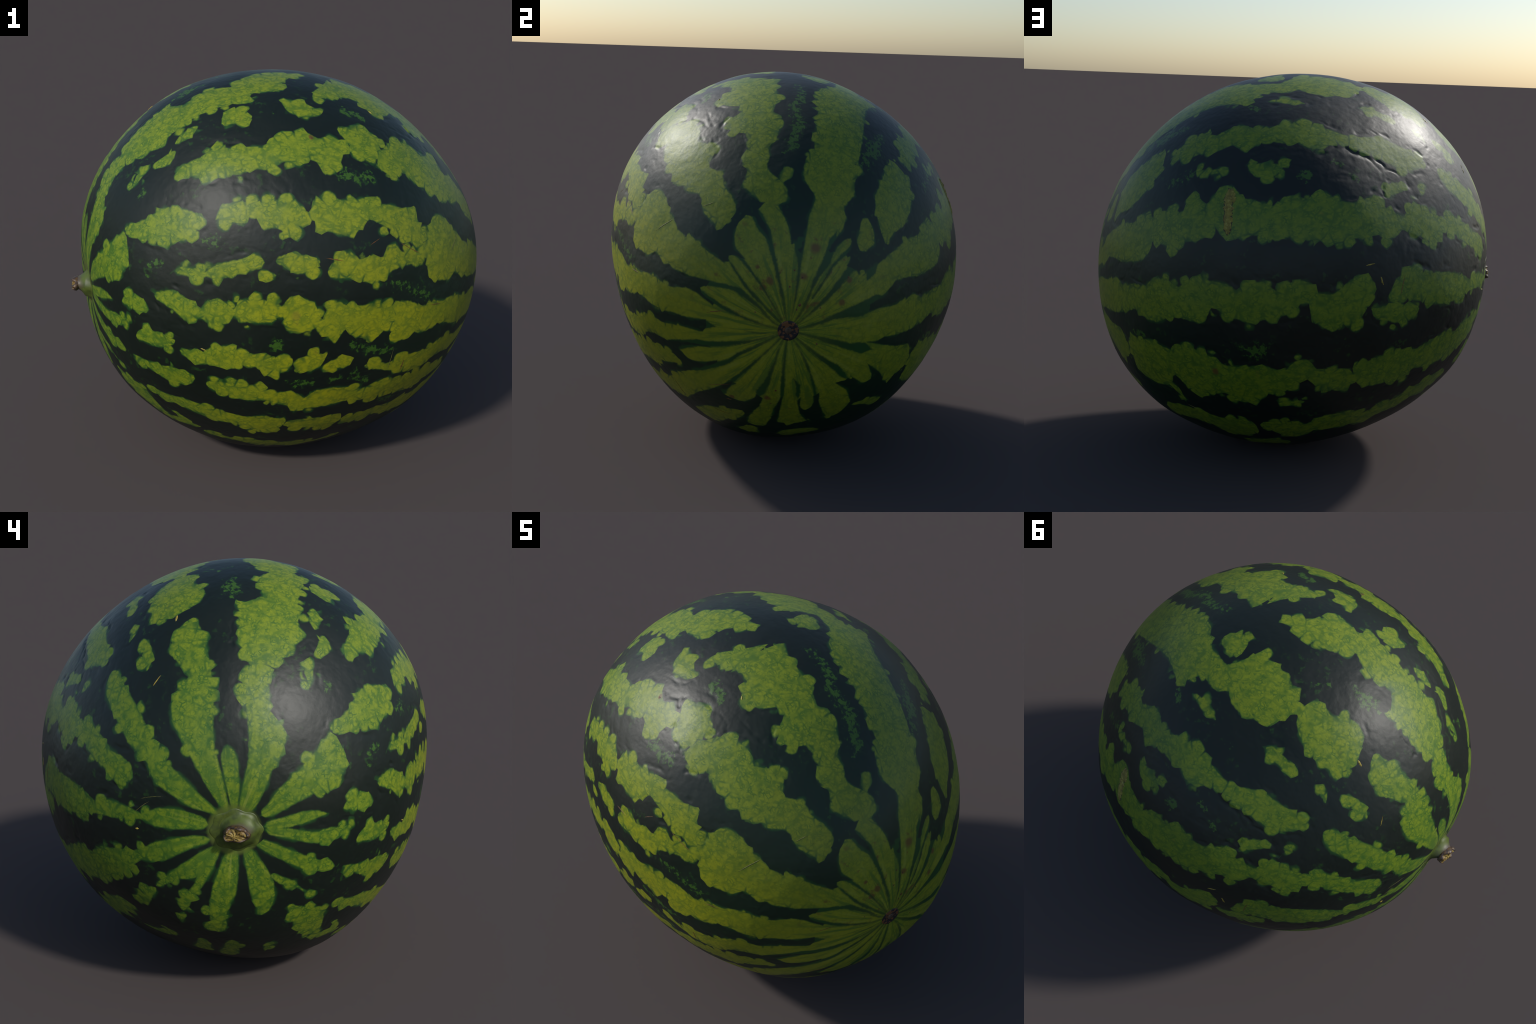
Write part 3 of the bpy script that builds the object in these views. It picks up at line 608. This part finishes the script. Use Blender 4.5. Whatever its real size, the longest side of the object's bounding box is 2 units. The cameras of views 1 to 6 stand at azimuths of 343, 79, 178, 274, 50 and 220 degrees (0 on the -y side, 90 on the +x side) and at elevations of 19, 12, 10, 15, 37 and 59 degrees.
    m.put(m.shader.inputs["Normal"], bump)
    return m.mat


def plain_material(name, colours, scale, rough=0.5, stretch=(1, 1, 1), bump=0.3, detail=3.0):
    """Two or three colours clouded together by noise."""
    m = Nodes(name)
    pos = m.new("ShaderNodeTexCoord", "Object")
    vec = m.new("ShaderNodeMapping", 0, _Vector=pos, _Scale=stretch)
    n = m.noise(vec, scale, detail, 0.6)
    col = m.mix(m.step(n, 0.35, 0.65), colours[0], colours[1])
    if len(colours) > 2:
        col = m.mix(m.step(m.noise(vec, scale * 1.7, detail, 0.6), 0.52, 0.66), col, colours[2])
    m.put(m.shader.inputs["Base Color"], col)
    m.shader.inputs["Roughness"].default_value = rough
    m.put(m.shader.inputs["Normal"], m.new("ShaderNodeBump", 0, _Strength=bump, _Distance=0.004, _Height=n))
    return m.mat


# ------------------------------------------------------------------ build
melon = bpy.data.objects.new("watermelon", None)
bpy.context.collection.objects.link(melon)
melon["label"] = "whole striped watermelon with dark and pale green rind"
melon["category"] = "watermelon"
bpy.context.view_layer.update()

RINGS, AROUND = 560, 1040
a = np.linspace(0, PI, RINGS + 1)[1:-1]
PSI, PHI = np.meshgrid(a, np.arange(AROUND) * 2 * PI / AROUND - PI, indexing="ij")
base = radius(PSI, PHI)
lift = relief(PSI, PHI, base)
grid = to_point(PSI, PHI, base + lift).reshape(-1, 3)
poles = np.array([[-float(radius(np.array([0.0]), np.array([0.0]))[0]), 0, 0], [float(radius(np.array([PI]), np.array([0.0]))[0]), 0, 0]])
verts = np.vstack([grid, poles])
n_ring = RINGS - 1
i, j = np.meshgrid(np.arange(n_ring - 1), np.arange(AROUND), indexing="ij")
q0, q1 = i * AROUND + j, i * AROUND + (j + 1) % AROUND
quads = np.stack([q0, q1, q1 + AROUND, q0 + AROUND], -1).reshape(-1, 4)
k = np.arange(AROUND)
fan = np.vstack([np.stack([np.full(AROUND, len(grid)), (k + 1) % AROUND, k], -1),
                 np.stack([np.full(AROUND, len(grid) + 1), (n_ring - 1) * AROUND + k, (n_ring - 1) * AROUND + (k + 1) % AROUND], -1)])
me = bpy.data.meshes.new("rind")
me.vertices.add(len(verts))
me.vertices.foreach_set("co", verts.astype(np.float32).ravel())
loops = np.concatenate([quads.ravel(), fan.ravel()]).astype(np.int32)
me.loops.add(len(loops))
me.loops.foreach_set("vertex_index", loops)
sizes = np.r_[np.full(len(quads), 4), np.full(len(fan), 3)]
me.polygons.add(len(sizes))
me.polygons.foreach_set("loop_start", np.r_[0, np.cumsum(sizes)[:-1]].astype(np.int32))
me.update(calc_edges=True)
me.validate()
me.polygons.foreach_set("use_smooth", [True] * len(sizes))
me.materials.append(rind_material())
rind = bpy.data.objects.new("rind", me)
bpy.context.collection.objects.link(rind)
rind.parent = melon
rind.matrix_world = FRAME

rng = np.random.default_rng(5)


def at(psi, phi, lift_by=0.0):
    """A point on the finished skin, in the axis frame."""
    p, f = np.atleast_1d(np.radians(psi)), np.atleast_1d(np.radians(phi))
    b = radius(p, f)
    return to_point(p, f, b + relief(p, f, b) + lift_by)


def draped(name, material, start, end, width, height, ragged=0.25, along=14, across=7, seed=0):
    """A thin raised scar lying on the skin from start to end (psi, phi): lens-shaped, ragged rim."""
    (p0, f0), (p1, f1) = start, end
    rough = np.random.default_rng(seed)
    wob = rough.normal(0, ragged, (along, 2))
    verts = []
    for u in range(along):
        s = u / (along - 1)
        psi, phi = p0 + (p1 - p0) * s, f0 + (f1 - f0) * s
        here = at(psi, phi)[0]
        nxt = at(psi + (p1 - p0) * .02, phi + (f1 - f0) * .02)[0]
        tang = (nxt - here) / (np.linalg.norm(nxt - here) + 1e-9)
        side = np.cross(here / np.linalg.norm(here), tang)
        wide = width / 2 * math.sin(PI * min(max(s, .03), .97)) ** 0.6
        for v in range(across):
            q = 2 * v / (across - 1) - 1
            pt = here + side * q * wide * (1 + wob[u, 0 if q < 0 else 1]) + side * wob[u, 0] * width * .15
            r = np.linalg.norm(pt)
            pa, fa = math.degrees(math.acos(-pt[0] / r)), math.degrees(math.atan2(-pt[1], pt[2]))
            dome = (1 - q * q) * math.sin(PI * s) ** 0.5
            verts.append(at(pa, fa, -0.0008 + (height + 0.0008) * dome * (1 + 0.3 * rough.normal()))[0])
    faces = [(u * across + v, u * across + v + 1, (u + 1) * across + v + 1, (u + 1) * across + v) for u in range(along - 1) for v in range(across - 1)]
    # close it underneath so the scar has a body
    n = len(verts)
    verts += [v * (1 - 0.004 / np.linalg.norm(v)) for v in verts]
    faces += [tuple(i + n for i in f[::-1]) for f in faces]
    rim = [u * across for u in range(along)] + [(along - 1) * across + v for v in range(1, across)] + \
          [u * across + across - 1 for u in range(along - 2, -1, -1)] + list(range(across - 2, 0, -1))
    faces += [(rim[i], rim[(i + 1) % len(rim)], rim[(i + 1) % len(rim)] + n, rim[i] + n) for i in range(len(rim))]
    return object_from(name, verts, faces, material, melon, FRAME)


rust = plain_material("dry_scratch", [(0.10, 0.035, 0.008), (0.16, 0.075, 0.015)], 60, 0.6)
straw = plain_material("pale_scratch", [(0.13, 0.13, 0.025), (0.09, 0.085, 0.03)], 60, 0.6)
yellow = plain_material("torn_skin", [(0.34, 0.27, 0.035), (0.22, 0.16, 0.02)], 50, 0.5)
cork = plain_material("cork", [(0.23, 0.195, 0.030), (0.15, 0.12, 0.025), (0.29, 0.26, 0.06)], 45, 0.75, bump=0.8)
spot = plain_material("rot_spot", [(0.075, 0.025, 0.010), (0.12, 0.05, 0.012)], 70, 0.55)

SCRATCHES = [  # from, to, width (m), skin
    ((109.3, 57.4), (118.6, 60.2), 0.0060, rust), ((86.2, 62.5), (93.0, 63.5), 0.0050, rust), ((99.8, 59.0), (103.1, 56.7), 0.0035, rust),
    ((114.5, 103.4), (114.4, 92.2), 0.0040, straw), ((119.6, 104.5), (119.9, 98.6), 0.0110, rust), ((125.1, 77.6), (130.7, 77.2), 0.0040, rust),
    ((131.6, 58.4), (135.7, 48.3), 0.0050, straw), ((139.5, 36.5), (140.7, 31.2), 0.0055, straw), ((156.8, 82.8), (163.1, 74.6), 0.0050, rust),
    ((133.5, 128.0), (131.4, 139.0), 0.0050, rust), ((147.7, 134.9), (155.7, 143.0), 0.0045, rust), ((148.6, 148.2), (149.8, 151.9), 0.0070, rust),
    ((139.5, 147.9), (141.9, 158.0), 0.0050, rust), ((152.0, -175.5), (152.5, -172.1), 0.0050, rust),
    ((22.7, -73.0), (17.1, -63.4), 0.0030, straw), ((23.3, -81.3), (19.9, -71.0), 0.0030, straw), ((120.0, -125.2), (115.3, -126.4), 0.0050, straw),
    ((59.7, -78.4), (61.1, -85.5), 0.0060, rust)]
for n, (p, q, w, mat) in enumerate(SCRATCHES):
    draped("scratch", mat, p, q, w, 0.0008, seed=20 + n)

TEARS = [((36.8, -31.2), (38.3, -26.7), 0.005), ((50.6, -18.6), (52.4, -17.9), 0.012), ((104.2, 15.7), (105.2, 16.6), 0.008),
         ((70.8, -76.9), (68.2, -76.3), 0.006), ((66.8, -79.6), (65.9, -82.0), 0.009), ((23.3, -91.0), (22.3, -91.0), 0.008), ((52.9, 95.6), (51.2, 95.0), 0.007)]
for n, (p, q, w) in enumerate(TEARS):
    draped("torn_skin", yellow, p, q, w, 0.0025, along=9, across=5, seed=50 + n)

SCABS = [((103.0, -57.4), (103.5, -64.8), 0.046), ((103.3, -62.2), (103.5, -69.2), 0.042), ((102.4, -57.4), (101.9, -61.4), 0.028)]
rim = plain_material("scab_rim", [(0.060, 0.050, 0.018), (0.035, 0.035, 0.014)], 60, 0.7)
for n, (p, q, w) in enumerate(SCABS[:2]):
    draped("scab_rim", rim, (p[0], p[1] + .7), (q[0], q[1] - .7), w + 0.013, 0.0012, ragged=.12, along=18, across=9, seed=80 + n)
for n, (p, q, w) in enumerate(SCABS):
    draped("scab", cork, p, q, w, 0.0055, along=18, across=9, seed=80 + n)

SPOTS = [(172.5, -20.1, 19), (173.9, -17.6, 12), (169.9, -51.8, 12), (164.0, -3.5, 11), (171.5, -115.8, 12), (160.6, 174.1, 15), (154.5, 173.6, 13),
         (170.0, 61.3, 9), (168.2, 0.8, 11), (85.5, 29.3, 14), (165.6, -12.0, 12), (159.4, -48.0, 12), (156.7, 169.6, 12)]
for n, (p, f, size) in enumerate(SPOTS):
    half = math.degrees(size / 2000 / 0.95)
    draped("rot_spot", spot, (p - half, f), (p + half, f), size / 1000, 0.0007, along=9, across=7, seed=110 + n)

# ------------------------------------------------------------------ stem
def stem_skin():
    """Green collar that turns brown and dry towards the neck."""
    m = Nodes("stem_green")
    pos = m.new("ShaderNodeTexCoord", "Object")
    x, y, z = m.new("ShaderNodeSeparateXYZ", None, _Vector=pos).outputs
    n = m.noise(m.new("ShaderNodeMapping", 0, _Vector=pos, _Scale=(0.4, 1, 1)), 32.0, 3.0, 0.6)
    col = m.mix(m.step(n, 0.35, 0.65), (0.068, 0.096, 0.012), (0.040, 0.058, 0.010))
    out = m.math("SUBTRACT", POLE[0] - 0.016, x)
    brown = m.math("MULTIPLY", m.step(m.math("MULTIPLY_ADD", n, 0.035, out), 0.026, 0.052), 0.85)
    col = m.mix(brown, col, (0.085, 0.062, 0.050))
    m.put(m.shader.inputs["Base Color"], col)
    m.shader.inputs["Roughness"].default_value = 0.5
    m.put(m.shader.inputs["Normal"], m.new("ShaderNodeBump", 0, _Strength=0.25, _Distance=0.004, _Height=n))
    return m.mat


bark = plain_material("stem_bark", [(0.030, 0.019, 0.013), (0.080, 0.052, 0.038), (0.12, 0.066, 0.016)], 42, 0.42, bump=0.8)
pith = plain_material("stem_pith", [(0.29, 0.21, 0.045), (0.17, 0.105, 0.022), (0.03, 0.018, 0.009)], 48, 0.55, bump=0.8)

POLE = np.array([-0.9455, 0, 0])        # nominal skin level under the stem
N = 72
ang = np.arange(N) * 2 * PI / N


def stem_ring(out, wide, high, dy=0.0, dz=0.0, rag=0.0, seed=0, lean=0.0, teeth=0.0):
    """One cross-section of the stem: 'out' metres beyond the pole, half width and half height.
    rag roughens the outline, teeth tear its rim, lean tips the ring so its near side stands further out."""
    g = np.random.default_rng(seed)
    bumps = sum(g.normal() * np.cos(k * ang + g.uniform(0, 6.28)) / k for k in (2, 3, 4, 6))
    tear = sum(g.normal() * np.cos(k * ang + g.uniform(0, 6.28)) for k in (3, 5, 8, 11)) / 2
    r = (1 + rag * bumps) * (0.93 if out > 0.038 else 1)
    y, z = wide * r * np.cos(ang) + dy, high * r * np.sin(ang) + dz
    x = POLE[0] - out + lean * wide * np.cos(ang) + teeth * tear
    return np.stack([x, y, z], -1)


def collar_foot(size, sink):
    """The collar's foot follows the skin of the rind."""
    rag = 1 + 0.05 * np.cos(8 * ang + .4)
    y, z = 0.100 * size * rag * np.cos(ang) - 0.007, 0.084 * size * rag * np.sin(ang)
    phi = np.arctan2(-y, z)
    rho = np.hypot(y, z)
    p = to_point(rho / 0.95, phi, radius(rho / 0.95, phi))
    p[:, 0] -= sink
    return p


CY, CZ = -0.014, 0.004
collar = [collar_foot(1.03, -0.004), collar_foot(1.0, 0.0002), collar_foot(0.95, 0.0009), collar_foot(0.85, 0.0042)]
for out, w, h, rag in ((0.0125, .074, .061, .01), (0.021, .063, .049, .015), (0.031, .054, .039, .02), (0.040, .050, .034, .025), (0.050, .047, .031, .03)):
    collar.append(stem_ring(out, w, h, CY, CZ, rag=rag, seed=11, lean=.10))
stem = object_from("stem", np.vstack(collar), ring_faces(len(collar), N), stem_skin(), melon, FRAME)

# dry torn stub: bends down a little, its lip wider than the neck
stub_rings = [stem_ring(0.040, .0465, .0300, CY, CZ, rag=.03, seed=11, lean=.10), stem_ring(0.047, .0485, .0315, CY, CZ - .001, rag=.05, seed=12, lean=.12, teeth=.001),
              stem_ring(0.052, .0540, .0350, CY, CZ - .003, rag=.08, seed=13, lean=.14, teeth=.0015), stem_ring(0.059, .0555, .0345, CY, CZ - .005, rag=.10, seed=14, lean=.14, teeth=.002),
              stem_ring(0.066, .0530, .0315, CY + .002, CZ - .006, rag=.14, seed=14, lean=.13, teeth=.004), stem_ring(0.0705, .0490, .0275, CY + .003, CZ - .007, rag=.17, seed=14, lean=.10, teeth=.006),
              stem_ring(0.067, .0460, .0250, CY + .003, CZ - .007, rag=.17, seed=14, lean=.08, teeth=.005)]
stub = object_from("stem_stub", np.vstack(stub_rings), ring_faces(len(stub_rings), N), bark, stem, FRAME)

cut = [stem_ring(0.0665, .0470, .0258, CY + .003, CZ - .007, rag=.17, seed=14, lean=.08, teeth=.005), stem_ring(0.0725, .0360, .0190, CY + .003, CZ - .008, rag=.2, seed=16, lean=.05, teeth=.005),
       stem_ring(0.0670, .0230, .0110, CY + .003, CZ - .010, rag=.3, seed=17, teeth=.004), stem_ring(0.0735, .0130, .0065, CY + .006, CZ - .011, rag=.3, seed=18, teeth=.003)]
verts = np.vstack(cut + [[[POLE[0] - 0.069, CY + .004, CZ - .010]]])
faces = ring_faces(len(cut), N) + [(len(verts) - 1, (len(cut) - 1) * N + (k + 1) % N, (len(cut) - 1) * N + k)[::-1] for k in range(N)]
object_from("cut_face", verts, faces, pith, stub, FRAME)

# ------------------------------------------------------------------ blossom scar
def scar_material():
    m = Nodes("blossom_scar_skin")
    pos = m.new("ShaderNodeTexCoord", "Object")
    n = m.noise(pos, 48.0, 1.5, 0.5)
    flakes = m.step(m.noise(pos, 62.0, 1.0), 0.50, 0.58)
    col = m.mix(flakes, (0.007, 0.006, 0.008), (0.13, 0.052, 0.015))
    m.put(m.shader.inputs["Base Color"], col)
    m.shader.inputs["Roughness"].default_value = 0.65
    m.put(m.shader.inputs["Normal"], m.new("ShaderNodeBump", 0, _Strength=0.7, _Distance=0.004, _Height=n))
    return m.mat


def scar_ring(size, lift_by, rag, seed):
    g = np.random.default_rng(seed)
    bumps = sum(g.normal() * np.cos(k * ang + g.uniform(0, 6.28)) / k for k in (2, 3, 5, 9))
    rho = size * (1 + rag * bumps)
    psi = PI - rho / 0.964
    return to_point(psi, ang, radius(psi, ang) + lift_by)


rings = [scar_ring(.0475, -.003, .02, 1), scar_ring(.0465, .0014, .02, 1), scar_ring(.040, .0026, .02, 1), scar_ring(.030, .0014, .03, 2), scar_ring(.020, .0010, .04, 3), scar_ring(.002, .0012, 0, 5)]
scar = object_from("blossom_scar", np.vstack(rings), ring_faces(len(rings), N), scar_material(), melon, FRAME)
tip_skin = plain_material("scar_tip_skin", [(0.10, 0.062, 0.035), (0.05, 0.03, 0.014)], 60, 0.7, bump=0.6)
rings = [scar_ring(.0165, -.001, .08, 7), scar_ring(.0150, .0030, .08, 7), scar_ring(.010, .0048, .1, 7), scar_ring(.001, .0052, 0, 7)]
object_from("scar_tip", np.vstack(rings), ring_faces(len(rings), N), tip_skin, scar, FRAME)

# ------------------------------------------------------------------ stand it on the ground
bpy.context.view_layer.update()
low = min((FRAME @ Vector(v)).z for v in (grid[np.argsort(grid[:, 2])[:4000]]))
melon.location.z -= low
bpy.context.view_layer.update()
